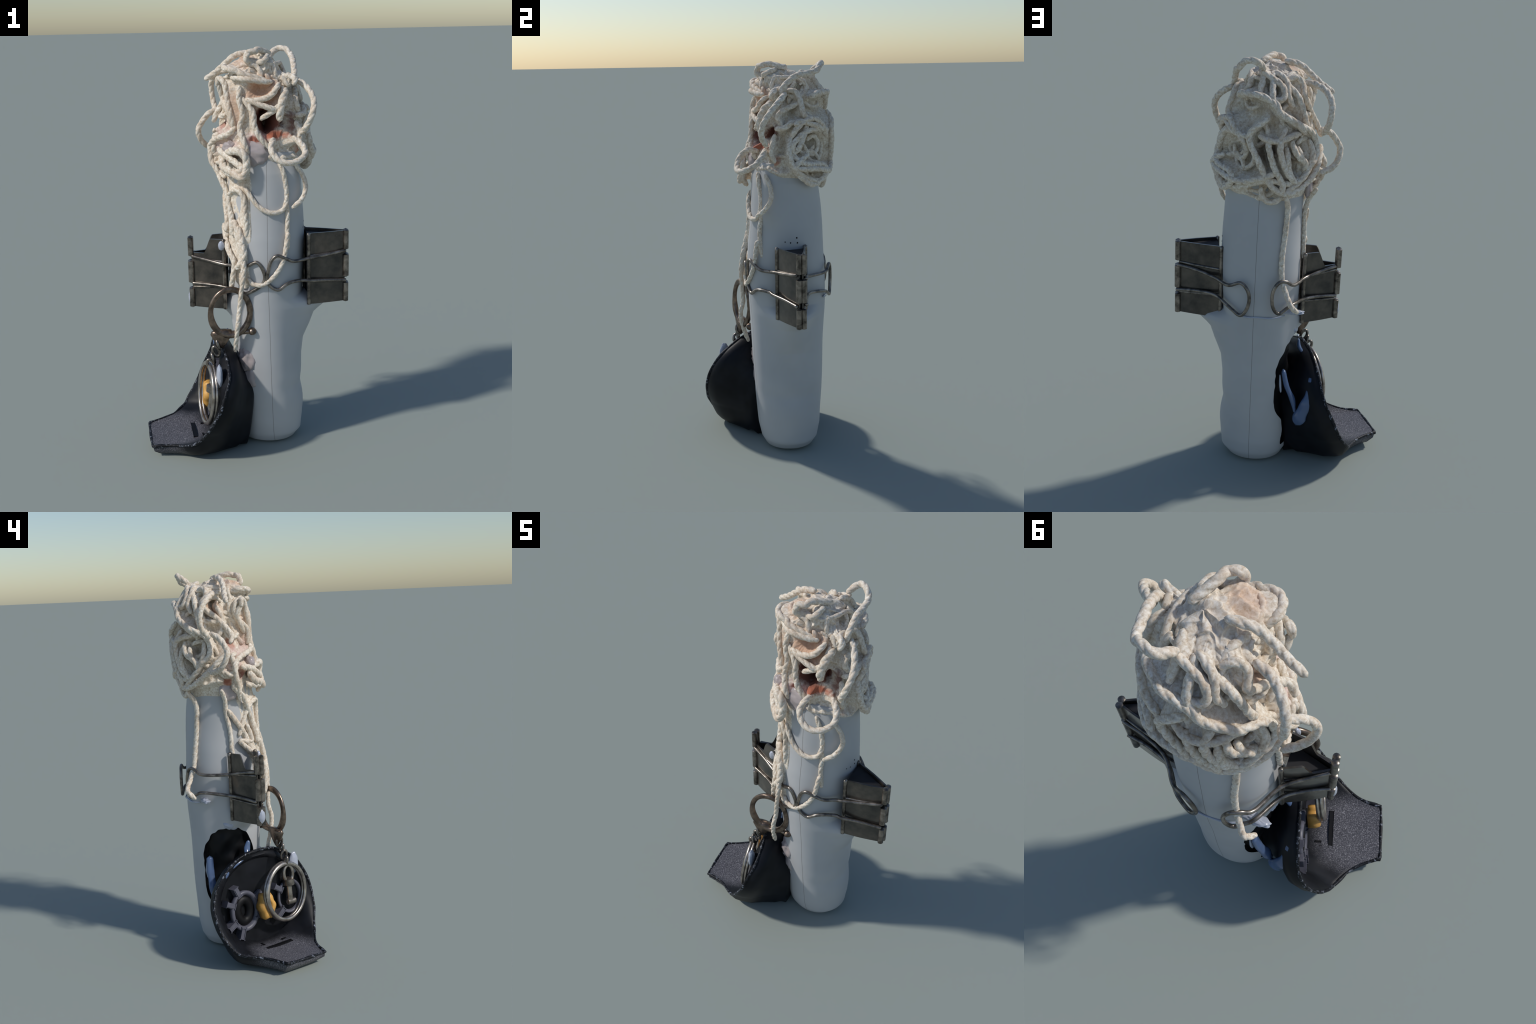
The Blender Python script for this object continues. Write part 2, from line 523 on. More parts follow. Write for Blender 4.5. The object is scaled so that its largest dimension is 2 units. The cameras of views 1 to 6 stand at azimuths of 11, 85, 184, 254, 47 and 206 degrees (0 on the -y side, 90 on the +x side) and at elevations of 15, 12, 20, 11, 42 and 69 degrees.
# left loop
lay(0.0155, [(-0.145, 0.184, 1.706), (-0.184, 0.157, 1.686), (-0.21, 0.134, 1.653), (-0.232, 0.125, 1.61), (-0.227, 0.138, 1.564), (-0.2, 0.16, 1.527), (-0.152, 0.193, 1.509)])
# knot hook
lay(0.0155, [(0.185, 0.035, 1.837), (0.211, 0.039, 1.863), (0.245, 0.034, 1.871), (0.273, 0.019, 1.86), (0.268, 0.006, 1.835)])
# back diagonal
lay(0.0145, [(0.228, 0.202, 1.838), (0.147, 0.293, 1.858), (0.086, 0.305, 1.844), (0.05, 0.305, 1.812), (0.024, 0.306, 1.784), (-0.025, 0.29, 1.754), (-0.065, 0.266, 1.727), (-0.103, 0.206, 1.693), (-0.123, 0.184, 1.643), (-0.129, 0.193, 1.594), (-0.115, 0.227, 1.559), (-0.093, 0.233, 1.538)])
# back big loop
lay(0.0145, [(0.078, 0.307, 1.761), (0.138, 0.322, 1.716), (0.161, 0.318, 1.678), (0.145, 0.323, 1.63), (0.118, 0.325, 1.582), (0.097, 0.324, 1.537), (0.075, 0.319, 1.491), (0.039, 0.31, 1.449), (-0.007, 0.296, 1.429), (-0.05, 0.274, 1.438), (-0.093, 0.242, 1.469), (-0.126, 0.201, 1.511), (-0.142, 0.154, 1.559), (-0.143, 0.094, 1.615)])
# back inner loop
lay(0.0145, [(0.003, 0.294, 1.724), (0.02, 0.323, 1.668), (0.02, 0.326, 1.619), (0.003, 0.319, 1.563), (-0.024, 0.304, 1.509), (-0.06, 0.251, 1.464)])
# back lip
lay(0.0145, [(0.285, 0.185, 1.564), (0.337, 0.134, 1.53), (0.344, 0.121, 1.502), (0.298, 0.223, 1.495), (0.248, 0.281, 1.482), (0.193, 0.302, 1.473), (0.131, 0.317, 1.489), (0.085, 0.325, 1.504), (0.027, 0.313, 1.529)])
# back left curl
lay(0.0145, [(0.325, 0.118, 1.71), (0.295, 0.146, 1.723), (0.26, 0.223, 1.703), (0.225, 0.266, 1.684), (0.17, 0.298, 1.673)])
# back cross
lay(0.0145, [(0.119, 0.308, 1.684), (0.077, 0.325, 1.67), (0.028, 0.32, 1.667), (-0.02, 0.302, 1.687), (-0.056, 0.257, 1.695)])
# back low loop
lay(0.0145, [(0.102, 0.287, 1.449), (0.098, 0.29, 1.413), (0.075, 0.283, 1.386), (0.039, 0.282, 1.386), (0.005, 0.275, 1.416)])
# back fold
lay(0.0145, [(-0.024, 0.286, 1.663), (-0.042, 0.296, 1.621), (-0.068, 0.273, 1.582), (-0.102, 0.206, 1.542)])
# back crown fold
lay(0.0145, [(0.125, 0.168, 1.959), (0.117, 0.231, 1.923), (0.125, 0.274, 1.861)])
# back crown fold2
lay(0.0145, [(0.075, 0.207, 1.937), (0.07, 0.261, 1.891), (0.065, 0.295, 1.843), (0.047, 0.285, 1.808)])
# back crown fold3
lay(0.0145, [(0.071, 0.199, 1.942), (0.04, 0.214, 1.931), (0.012, 0.233, 1.901), (0.003, 0.255, 1.855), (-0.019, 0.248, 1.806)])
# back crown fold4
lay(0.0145, [(0.01, 0.202, 1.916), (-0.023, 0.176, 1.924), (-0.052, 0.173, 1.891), (-0.064, 0.199, 1.841), (-0.089, 0.124, 1.769), (-0.121, 0.073, 1.699), (-0.143, 0.081, 1.654)])
# back cheek
lay(0.0145, [(0.313, 0.108, 1.572), (0.319, 0.11, 1.614), (0.297, 0.155, 1.662), (0.251, 0.224, 1.684), (0.199, 0.267, 1.67)])
# back rim
lay(0.0145, [(0.32, 0.151, 1.462), (0.277, 0.219, 1.434), (0.206, 0.276, 1.444), (0.132, 0.299, 1.471), (0.061, 0.31, 1.489), (-0.005, 0.298, 1.475), (-0.057, 0.244, 1.47)])
# side arch
lay(0.0145, [(0.305, 0.101, 1.644), (0.31, 0.122, 1.683), (0.287, 0.17, 1.724), (0.259, 0.219, 1.735), (0.231, 0.262, 1.702), (0.179, 0.293, 1.641)])
# side pouch
lay(0.0145, [(0.302, 0.101, 1.65), (0.327, 0.089, 1.586), (0.336, 0.101, 1.532), (0.334, 0.135, 1.481), (0.284, 0.191, 1.434)])
# side pouch rim
lay(0.0145, [(0.318, 0.104, 1.569), (0.327, 0.147, 1.53), (0.3, 0.201, 1.515), (0.254, 0.258, 1.511), (0.234, 0.284, 1.482), (0.252, 0.264, 1.445), (0.288, 0.207, 1.418), (0.321, 0.153, 1.452), (0.324, 0.108, 1.498)])
# side slant
lay(0.0145, [(0.266, 0.184, 1.706), (0.293, 0.166, 1.659), (0.315, 0.138, 1.601), (0.313, 0.11, 1.568)])
# side stump
lay(0.0145, [(0.276, 0.029, 1.688), (0.305, 0.068, 1.694), (0.301, 0.102, 1.715), (0.278, 0.149, 1.721)])
# side fold
lay(0.0145, [(0.231, 0.095, 1.87), (0.247, 0.131, 1.862), (0.259, 0.152, 1.821), (0.275, 0.166, 1.756), (0.248, 0.198, 1.732)])
# side fold2
lay(0.0145, [(0.227, 0.201, 1.835), (0.201, 0.25, 1.855), (0.128, 0.301, 1.855)])
# side fold3
lay(0.0145, [(0.209, 0.024, 1.871), (0.237, 0.027, 1.833), (0.236, 0.049, 1.871), (0.23, 0.089, 1.87)])
# side strand
lay(0.0145, [(0.214, 0.012, 1.822), (0.219, -0.017, 1.779), (0.202, -0.039, 1.734), (0.118, -0.056, 1.678)])
# side tail
lay(0.0145, [(0.273, 0.026, 1.66), (0.292, 0.013, 1.618), (0.295, 0.006, 1.574), (0.295, 0.022, 1.53)])
# brow strand
lay(0.0155, [(-0.041, 0.041, 1.903), (-0.06, 0.004, 1.917), (-0.052, -0.036, 1.915), (-0.022, -0.058, 1.908), (0.014, -0.056, 1.899), (0.045, -0.059, 1.885), (0.144, -0.02, 1.854)])
# brow strand2
lay(0.0145, [(-0.021, -0.04, 1.871), (0.053, -0.069, 1.865), (0.115, -0.049, 1.854), (0.169, -0.017, 1.848)])
# left hairpin
lay(0.0145, [(-0.1, 0.005, 1.83), (-0.091, -0.0, 1.866), (-0.059, -0.023, 1.844), (-0.044, -0.039, 1.773), (-0.026, -0.051, 1.702), (-0.012, -0.049, 1.636)])
# left hairpin2
lay(0.0145, [(-0.093, 0.006, 1.836), (-0.079, 0.025, 1.775), (-0.039, -0.037, 1.714), (-0.02, -0.04, 1.641)])
# cheek strand
lay(0.0145, [(0.021, -0.051, 1.832), (0.019, -0.064, 1.769), (0.036, -0.07, 1.704), (0.021, -0.072, 1.639), (0.044, -0.093, 1.575), (0.062, -0.091, 1.522)])
# cheek strand2
lay(0.0145, [(0.027, -0.053, 1.781), (0.083, -0.07, 1.717), (0.093, -0.076, 1.652), (0.116, -0.08, 1.6), (0.165, -0.062, 1.539)])
# eye lid
lay(0.0145, [(0.056, -0.063, 1.771), (0.115, -0.063, 1.748), (0.173, -0.054, 1.728), (0.203, -0.03, 1.713)])
# eye brow
lay(0.0145, [(0.048, -0.06, 1.768), (0.115, -0.059, 1.768), (0.166, -0.046, 1.786), (0.191, -0.03, 1.817), (0.199, -0.0, 1.841)])
# nose strand
lay(0.02, [(0.229, 0.019, 1.813), (0.222, -0.021, 1.777), (0.211, -0.042, 1.72), (0.207, -0.039, 1.671)])
# right drop
lay(0.0145, [(0.25, 0.148, 1.811), (0.272, 0.046, 1.758), (0.282, 0.062, 1.697)])
# left cheek roll
lay(0.0145, [(-0.004, -0.052, 1.643), (-0.039, -0.05, 1.609), (-0.122, 0.034, 1.575), (-0.16, 0.068, 1.54), (-0.162, 0.068, 1.498)])
# left jaw
lay(0.0145, [(-0.161, 0.067, 1.519), (-0.154, 0.061, 1.464), (-0.124, 0.047, 1.418), (-0.093, 0.031, 1.358)])
# mouth ring
lay(0.02, [(-0.057, -0.043, 1.515), (-0.003, -0.1, 1.536), (0.041, -0.119, 1.526), (0.061, -0.121, 1.487), (0.054, -0.127, 1.441), (0.034, -0.13, 1.415), (-0.019, -0.101, 1.436), (-0.066, -0.058, 1.456), (-0.075, -0.027, 1.499)])
# mouth tail
lay(0.0145, [(0.056, -0.113, 1.492), (0.055, -0.129, 1.441), (0.02, -0.098, 1.385)])
# hang loop
lay(0.012, [(0.043, -0.082, 1.359), (0.072, -0.096, 1.315), (0.113, -0.098, 1.265), (0.172, -0.089, 1.237), (0.222, -0.062, 1.249), (0.237, -0.046, 1.301), (0.233, -0.045, 1.369), (0.223, -0.054, 1.431), (0.203, -0.055, 1.471)])
# right hang loop
lay(0.012, [(0.273, -0.024, 1.468), (0.309, -0.003, 1.408), (0.324, -0.004, 1.349), (0.309, -0.036, 1.297), (0.269, -0.071, 1.261)])
# hair pin
lay(0.013, [(-0.08, 0.041, 1.172), (-0.052, -0.017, 1.304), (0.0, -0.075, 1.344), (0.036, -0.089, 1.306), (0.042, -0.091, 1.238), (0.048, -0.096, 1.156), (0.036, -0.078, 1.075)])
# long front
lay(0.012, [(0.235, -0.034, 1.285), (0.242, -0.05, 1.219), (0.24, -0.053, 1.151), (0.237, -0.039, 1.056), (0.244, -0.066, 1.128), (0.226, -0.082, 1.012), (0.19, -0.102, 0.938), (0.132, -0.117, 0.888), (0.081, -0.117, 0.886), (0.051, -0.113, 0.915)])
# left bundle
lay(0.014, [(-0.098, 0.1, 1.31), (-0.088, 0.054, 1.245), (-0.07, 0.009, 1.178), (-0.066, -0.023, 1.103)])
# left bundle2
lay(0.014, [(-0.069, -0.006, 1.225), (-0.064, -0.028, 1.138), (-0.093, 0.037, 1.14), (-0.056, -0.059, 1.05), (-0.017, -0.105, 0.993), (-0.022, -0.111, 0.925), (-0.038, -0.099, 0.841)])
# left bundle3
lay(0.016, [(-0.036, -0.052, 1.228), (-0.028, -0.071, 1.127), (-0.02, -0.071, 1.183), (0.024, -0.108, 1.09), (0.039, -0.126, 1.026), (-0.002, -0.121, 0.963)])
# left bundle4
lay(0.014, [(0.005, -0.09, 1.167), (0.029, -0.11, 1.089), (-0.004, -0.089, 1.128), (0.02, -0.111, 1.065), (0.035, -0.132, 0.985), (0.03, -0.138, 0.908)])
# drop string
lay(0.012, [(0.035, -0.125, 1.026), (0.04, -0.14, 0.953), (0.024, -0.136, 0.864), (0.011, -0.131, 0.765), (0.005, -0.145, 0.695), (-0.009, -0.131, 0.61), (-0.023, -0.105, 0.529)])
# back string
lay(0.013, [(-0.012, 0.29, 1.411), (-0.018, 0.247, 1.341), (-0.012, 0.249, 1.223), (-0.004, 0.261, 1.106), (-0.01, 0.274, 1.017), (-0.035, 0.303, 0.952), (-0.062, 0.326, 0.903), (-0.091, 0.294, 0.862)])
# side string
lay(0.012, [(-0.139, 0.14, 1.42), (-0.104, 0.115, 1.361), (-0.088, 0.108, 1.292), (-0.089, 0.093, 1.217), (-0.09, 0.087, 1.143), (-0.091, 0.089, 1.12), (-0.091, 0.079, 1.06)])
# side string3
lay(0.013, [(-0.113, 0.028, 1.398), (-0.064, -0.014, 1.316), (-0.049, -0.035, 1.257), (-0.031, -0.057, 1.172), (0.013, -0.093, 1.085)])
# left back ridge
lay(0.0145, [(0.136, 0.293, 1.855), (0.051, 0.3, 1.825), (0.031, 0.307, 1.784), (-0.015, 0.294, 1.755), (-0.061, 0.269, 1.719), (-0.077, 0.232, 1.689)])
# left back ridge2
lay(0.0145, [(0.127, 0.227, 1.948), (0.033, 0.251, 1.894), (0.025, 0.28, 1.842), (0.096, 0.29, 1.836)])
# left ring outer
lay(0.0145, [(0.08, 0.315, 1.682), (0.068, 0.33, 1.623), (0.043, 0.325, 1.545), (0.008, 0.311, 1.48), (0.001, 0.297, 1.431), (-0.064, 0.271, 1.483), (-0.099, 0.24, 1.531), (-0.114, 0.216, 1.601), (-0.093, 0.204, 1.658)])
# left ring inner
lay(0.0145, [(-0.003, 0.298, 1.636), (-0.013, 0.31, 1.578), (-0.02, 0.302, 1.53), (-0.045, 0.28, 1.482), (-0.055, 0.256, 1.499)])
# left ring inner2
lay(0.0145, [(-0.048, 0.271, 1.637), (-0.069, 0.273, 1.59), (-0.086, 0.254, 1.561), (-0.079, 0.236, 1.518)])
# left strand
lay(0.0145, [(0.051, 0.214, 1.922), (-0.026, 0.229, 1.863), (-0.055, 0.227, 1.811), (-0.074, 0.222, 1.752), (-0.081, 0.202, 1.699)])
# temple
lay(0.0145, [(-0.058, 0.128, 1.836), (-0.076, 0.11, 1.8), (-0.085, 0.097, 1.746), (-0.097, 0.084, 1.693), (-0.097, 0.054, 1.68), (-0.063, 0.019, 1.695)])
# temple2
lay(0.0145, [(-0.059, 0.2, 1.763), (-0.079, 0.15, 1.761), (-0.08, 0.107, 1.753), (-0.089, 0.112, 1.712), (-0.088, 0.138, 1.678)])
# temple3
lay(0.0145, [(-0.043, -0.014, 1.877), (-0.073, 0.027, 1.849), (-0.075, 0.036, 1.802), (-0.073, 0.012, 1.754), (-0.038, -0.02, 1.698)])
# jaw left
lay(0.0145, [(-0.129, 0.132, 1.514), (-0.149, 0.089, 1.495), (-0.139, 0.06, 1.528), (-0.137, 0.076, 1.582), (-0.112, 0.05, 1.597)])
# jaw left2
lay(0.0145, [(-0.129, 0.06, 1.48), (-0.134, 0.07, 1.427), (-0.079, 0.019, 1.388)])
# jaw left3
lay(0.017, [(-0.104, 0.019, 1.529), (-0.059, -0.05, 1.51), (0.036, -0.122, 1.455), (-0.023, -0.089, 1.424), (-0.078, -0.016, 1.434)])


# ------------------------------------------------------------------ wad of glued cord that the loose cords run over
PITS = [  # hollow centre, radius, depth
    ((0.142, -0.053, 1.669), .052, .17), ((0.112, -0.04, 1.805), .06, .035), ((0.25, -0.007, 1.664), .03, .05),
    ((0.085, 0.30, 1.60), .055, .045), ((0.225, 0.28, 1.60), .045, .04), ((-0.06, 0.264, 1.528), .04, .03),
    ((0.144, 0.299, 1.795), .05, .02), ((-0.059, 0.252, 1.628), .04, .025), ((0.034, 0.255, 1.87), .04, .025),
    ((-0.101, 0.014, 1.493), .032, .06), ((-0.123, 0.102, 1.47), .025, .04), ((-0.086, 0.071, 1.657), .028, .04),
    ((-0.058, 0.153, 1.837), .04, .045), ((-0.033, 0.282, 1.601), .04, .04), ((-0.104, 0.17, 1.616), .035, .03),
    ((0.265, 0.106, 1.789), .035, .04), ((0.31, 0.148, 1.56), .055, .05), ((0.24, 0.25, 1.50), .04, .03), ((0.297, 0.017, 1.547), .03, .03),
    ((0.10, 0.0, 1.91), .045, .04), ((-0.012, -0.066, 1.485), .022, .03), ((-0.02, 0.02, 1.80), .035, .03),
]

def build_wad(spines):
    nth, nz = 420, 300
    th = np.arange(nth) / nth * 2 * np.pi
    t = np.linspace(0, 1, nz)
    zs = 1.36 + (1.987 - 1.36) * (1 - (1 - t) ** 1.35)
    TH, Z = np.meshgrid(th, zs)
    cx, cy = WAD_AXIS
    R = wad_reach(TH, Z)
    # lower hem: sits under the tube skin until it flares out (higher in front than behind)
    hem = 1.455 - .055 * np.sin(TH) + .02 * np.sin(3 * TH + 1) + .012 * np.sin(7 * TH)
    R = R - .04 * (1 - smoothstep(-.02, .025, Z - hem))
    base = np.stack([cx + R * np.cos(TH), cy + R * np.sin(TH), Z], -1)
    # between the cords the wad lies well below their envelope, deepest behind and on the flanks
    sunk = np.interp(np.degrees(TH) % 360, [0, 40, 90, 130, 180, 226, 270, 320, 360], [.064, .076, .076, .060, .038, .030, .028, .048, .064])
    off = -sunk * smoothstep(.0, .05, Z - hem) * (1 - .55 * smoothstep(1.88, 1.96, Z))
    live = smoothstep(0.0, .03, Z - hem + .01)
    # folded, ropey relief
    for i in range(nz):
        for k in range(nth):
            p = Vector(base[i, k])
            q = Vector((p.x * 13, p.y * 13, p.z * 9))
            w = noise.noise_vector(q * .6) * .7
            a = 1 - abs(noise.noise(q + w)) * 2.0
            b = 1 - abs(noise.noise(q * 2.3 + w * 2 + Vector((5, 2, 9)))) * 2.0
            off[i, k] += (.015 * (a - .55) + .009 * (b - .5)) * live[i, k] * (1 + .3 * max(0, min(1, (p.z - 1.84) / .06)))
    for c, r, d in PITS:
        dist = np.linalg.norm(base - np.array(c), axis=-1)
        off -= d * np.exp(-(dist / r) ** 4)
    # fillets: the wad swells up to meet each cord that lies on it
    S, L = [], []
    for r, C in spines:
        for p in C[::3]:
            pcx, pcy = WAD_AXIS
            dx, dy = p[0] - pcx, p[1] - pcy
            h = math.hypot(dx, dy)
            lift = h - float(wad_reach(math.atan2(dy, dx), p[2]))
            if 1.38 < p[2] < 1.97 and -.04 < lift < .022:
                k = (h - lift) / h
                S.append((pcx + dx * k, pcy + dy * k, p[2]))
                L.append(lift)
    S, L = np.array(S), np.array(L)
    flat, fo = base.reshape(-1, 3), off.reshape(-1).copy()
    for i in range(0, len(flat), 2000):
        d2 = ((flat[i:i + 2000, None] - S[None]) ** 2).sum(-1)
        w = np.exp(-d2 / .025 ** 2)
        lift = L[d2.argmin(1)]
        wm = w.max(1)
        fo[i:i + 2000] = fo[i:i + 2000] * (1 - wm) + (lift - .006) * wm
    off = fo.reshape(off.shape)
    dirx, diry = np.cos(TH), np.sin(TH)
    P = np.stack([base[..., 0] + off * dirx, base[..., 1] + off * diry, base[..., 2] + off * .55 * smoothstep(1.85, 1.98, Z)], -1)
    V, F = loft(list(P), caps=(False, True))
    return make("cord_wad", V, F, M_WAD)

SPINES = [(r, catmull(p)) for r, p in CORDS]
WAD_OB = build_wad(SPINES)
for i, (r, C) in enumerate(SPINES):
    V, F = sweep(C, r * .93, sides=27, lobes=3, lobe=.26, pitch=.12, wob=.10, seed=i, taper=.03)
    make("cord", V, F, M_CORD)

# packed cord deeper in the wad: wandering coils that lie between the loose cords and the core
def build_tangle():
    VV, FF, base = [], [], 0
    for i in range(46):
        th = rng.uniform(0, 2 * math.pi)
        z = rng.uniform(1.46, 1.90)
        deg = math.degrees(th)
        if 245 < deg < 320 and z < 1.74:
            continue                                   # keep the face opening clear
        head = rng.uniform(0, 2 * math.pi)
        turn = rng.choice([-1, 1]) * rng.uniform(9, 24)
        depth = rng.uniform(.032, .052) * (.6 if 130 < deg < 300 else 1)
        P = []
        for k in range(int(rng.integers(10, 24))):
            if 230 < math.degrees(th) % 360 < 335 and 1.50 < z < 1.84:
                break
            R = float(wad_reach(th, z)) - depth
            hem = 1.47 - .05 * math.sin(th)
            P.append((.1 + R * math.cos(th), .1 + R * math.sin(th), z))
            th += .014 * math.cos(head) / max(R, .06)
            z = min(max(z + .014 * math.sin(head), hem), 1.93)
            head += turn * .014 + rng.normal(0, .05)
        if len(P) < 4:
            continue
        V, F = sweep(catmull(P, .006), rng.uniform(.009, .013), sides=21, lobes=3, lobe=.24, pitch=.11, wob=.1, seed=i + 200, taper=.03)
        VV.append(V)
        FF += [tuple(v + base for v in f) for f in F]
        base += len(V)
    make("cord_tangle", np.vstack(VV), FF, M_WAD, stuff=True)
build_tangle()

# fused sheet of cord and glue running down the front-left of the tube
def build_web(spines):
    nu, nv = 90, 160
    S = np.array([p for r, C in spines for p in C[::3] if .84 < p[2] < 1.5 and p[0] < .14 and p[1] < .12])
    V = []
    for j in range(nv + 1):
        v = j / nv
        z = .86 + .60 * v
        a0 = math.radians(np.interp(z, [.86, .95, 1.1, 1.3, 1.46], [234, 220, 202, 190, 184]))
        a1 = math.radians(np.interp(z, [.86, .95, 1.1, 1.3, 1.46], [257, 258, 260, 262, 266]))
        for i in range(nu + 1):
            u = i / nu
            th = a0 + (a1 - a0) * u
            cx, cy, r = radial(TUBE, np.array(th), z)
            p = np.array([cx + r * math.cos(th), cy + r * math.sin(th), z])
            q = Vector((p[0] * 30, p[1] * 30, z * 7))
            rag = noise.noise(q * 1.3 + Vector((3, 1, 4)))
            edge = min(u, 1 - u, (1 - v) * 2, v * 3) * 4 + rag * .8
            d = S - p
            near = math.exp(-float((d ** 2).sum(1).min()) / .025 ** 2)
            h = -.014 + .010 * float(smoothstep(.0, .6, np.array(edge))) + .011 * near + float(np.interp(z, [.86, .95, 1.1, 1.2], [.024, .022, .008, 0])) * math.sin(math.pi * u) + .006 * (1 - abs(noise.noise(q)) * 2)
            V.append((p[0] + h * math.cos(th), p[1] + h * math.sin(th), z))
    F = [(j * (nu + 1) + i, j * (nu + 1) + i + 1, (j + 1) * (nu + 1) + i + 1, (j + 1) * (nu + 1) + i) for j in range(nv) for i in range(nu)]
    return make("cord_web", V, F, M_CORD)
build_web(SPINES)

# ------------------------------------------------------------------ binder clips
def build_clip(outer, front_in, back_in, z0, z1, notch, floor_z, roll_r=.014):
    """Sheet-steel clip standing upright: two sloping plates that meet in a rolled spine."""
    root = bpy.data.objects.new("binder_clip", None)
    bpy.context.scene.collection.objects.link(root)
    root.parent = ROOT
    o = np.array(outer)
    for inner, side in ((front_in, -1), (back_in, 1)):
        a = np.array(inner)
        d = (o - a) / np.linalg.norm(o - a)
        nrm = np.array([d[1], -d[0]])
        if nrm[1] * side < 0:
            nrm = -nrm
        end = o + nrm * roll_r * .8 - d * .004
        nu, nv = 28, 24
        V = []
        for layer in (0, 1):
            for j in range(nv + 1):
                for i in range(nu + 1):
                    u = i / nu
                    top = z1 - notch * smoothstep(.38, .62, np.array(u)) 
                    z = z0 + (top - z0) * j / nv
                    p = a + (end - a) * u + nrm * (.004 * math.sin(math.pi * u) - .008 * layer)
                    V.append((p[0], p[1], z))
        F = []
        m = (nu + 1) * (nv + 1)
        idx = lambda l, i, j: l * m + j * (nu + 1) + i
        for j in range(nv):
            for i in range(nu):
                F.append((idx(0, i, j), idx(0, i + 1, j), idx(0, i + 1, j + 1), idx(0, i, j + 1)))
                F.append((idx(1, i, j), idx(1, i, j + 1), idx(1, i + 1, j + 1), idx(1, i + 1, j)))
        for i in range(nu):
            for j in (0, nv):
                F.append((idx(0, i, j), idx(1, i, j), idx(1, i + 1, j), idx(0, i + 1, j)))
        for j in range(nv):
            for i in (0, nu):
                F.append((idx(0, i, j), idx(0, i, j + 1), idx(1, i, j + 1), idx(1, i, j)))
        make("plate", V, F, M_CLIP, root, angle=40)
        # inner fold along the body and pressed rib
        C = np.array([[a[0], a[1], z] for z in np.linspace(z0, z1, 30)]) 
        V, F = sweep(C, .010, 10)
        make("fold", V, F, M_FOLD, root)
        # pressed horizontal rails on the plate, one under each arm of the wire
        for f in (.31, .70):
            C = np.array([np.append(a + (end - a) * u + nrm * (.004 * math.sin(math.pi * u) + .001), z0 + (z1 - z0) * (f + .035 * (u - .5) * (1 if f > .5 else -1))) for u in np.linspace(.03, .97, 24)])
            V, F = sweep(C, .0065, 8)
            make("rail", V, F, M_FOLD, root)
        # rolled edge in three lengths with gaps for the wire
        h = z1 - z0
        for f0, f1, k in ((.0, .26, 1.0), (.36, .66, 1.12), (.745, 1.0, 1.0)):
            c = o + nrm * roll_r * .9
            C = np.array([[c[0], c[1], z] for z in np.linspace(z0 + h * f0, z0 + h * f1, 12)])
            V, F = sweep(C, roll_r * k, 14)
            make("rolled_edge", V, F, M_FOLD, root, angle=50)
    # solid dark block added to close the hollow between the plates
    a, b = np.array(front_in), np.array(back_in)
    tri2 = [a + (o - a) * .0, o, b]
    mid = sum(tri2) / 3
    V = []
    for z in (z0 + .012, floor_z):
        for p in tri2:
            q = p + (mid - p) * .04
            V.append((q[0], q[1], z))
    make("clip_fill", V, [(0, 2, 1), (3, 4, 5), (0, 1, 4, 3), (1, 2, 5, 4), (2, 0, 3, 5)], M_DARKIN, root, smooth=False)
    return root

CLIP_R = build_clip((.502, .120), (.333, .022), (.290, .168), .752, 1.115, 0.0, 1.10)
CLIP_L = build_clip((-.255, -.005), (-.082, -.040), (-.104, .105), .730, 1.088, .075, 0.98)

def handle(points, parent, r=.0085):
    C = catmull(points, .006)
    V, F = sweep(C, r, 10)
    return make("wire_handle", V, F, M_WIRE, parent)

handle([(.505, .098, 1.015), (.42, .05, 1.003), (.338, .0, .995), (.305, -.015, .99), (.268, -.055, .992), (.236, -.083, 1.012), (.198, -.104, 1.03),
        (.168, -.112, 1.003), (.152, -.114, .946), (.146, -.113, .911), (.158, -.110, .884), (.177, -.105, .866), (.203, -.096, .857), (.237, -.078, .88),
        (.268, -.052, .888), (.31, -.012, .885), (.34, .0, .88), (.42, .05, .872), (.51, .098, .862)], CLIP_R)
handle([(.505, .145, 1.00), (.41, .158, .985), (.315, .192, .965), (.240, .275, .966), (.18, .303, .993), (.145, .314, .965), (.134, .317, .916), (.148, .313, .862),
        (.176, .306, .832), (.214, .29, .850), (.25, .265, .868), (.315, .192, .878), (.41, .158, .878), (.51, .145, .872)], CLIP_R)
handle([(-.25, -.026, .995), (-.16, -.038, .978), (-.085, -.055, .966), (-.045, -.07, .966), (.0, -.098, .968), (.051, -.113, .978), (.099, -.119, .998), (.126, -.117, .964),
        (.136, -.114, .916), (.113, -.115, .876), (.042, -.109, .836), (.0, -.097, .849), (-.05, -.066, .845), (-.088, -.055, .85), (-.16, -.038, .853), (-.25, -.026, .855)], CLIP_L)
handle([(-.25, .018, 1.005), (-.18, .07, .992), (-.112, .13, .977), (-.066, .245, .98), (-.03, .279, 1.006), (.004, .297, 1.003), (.028, .306, .955), (.025, .306, .888),
        (-.002, .296, .851), (-.038, .275, .872), (-.068, .245, .884), (-.114, .13, .868), (-.18, .07, .862), (-.26, .018, .852)], CLIP_L)

# small dark specks on the tube above the clip
for y, z in ((.125, 1.155), (.068, 1.136), (.094, 1.131), (.128, 1.13), (.163, 1.112)):
    cx, cy, rx, ry = section(TUBE, z)
    x = cx + rx * (1 - abs((y - cy) / ry) ** 2.05) ** (1 / 2.05)
    blob("speck", (x, y, z), (.002, .0045, .0045), M_BLACK, rough=0.0)

# ------------------------------------------------------------------ black cup with tongue
C0, E1, E2 = np.array([-.155, -.03]), np.array([-.935, -.355]), np.array([-.355, .935])
def cup(s, t, z):
    p = C0 + E1 * s + E2 * t
    return np.array([p[0], p[1], z])

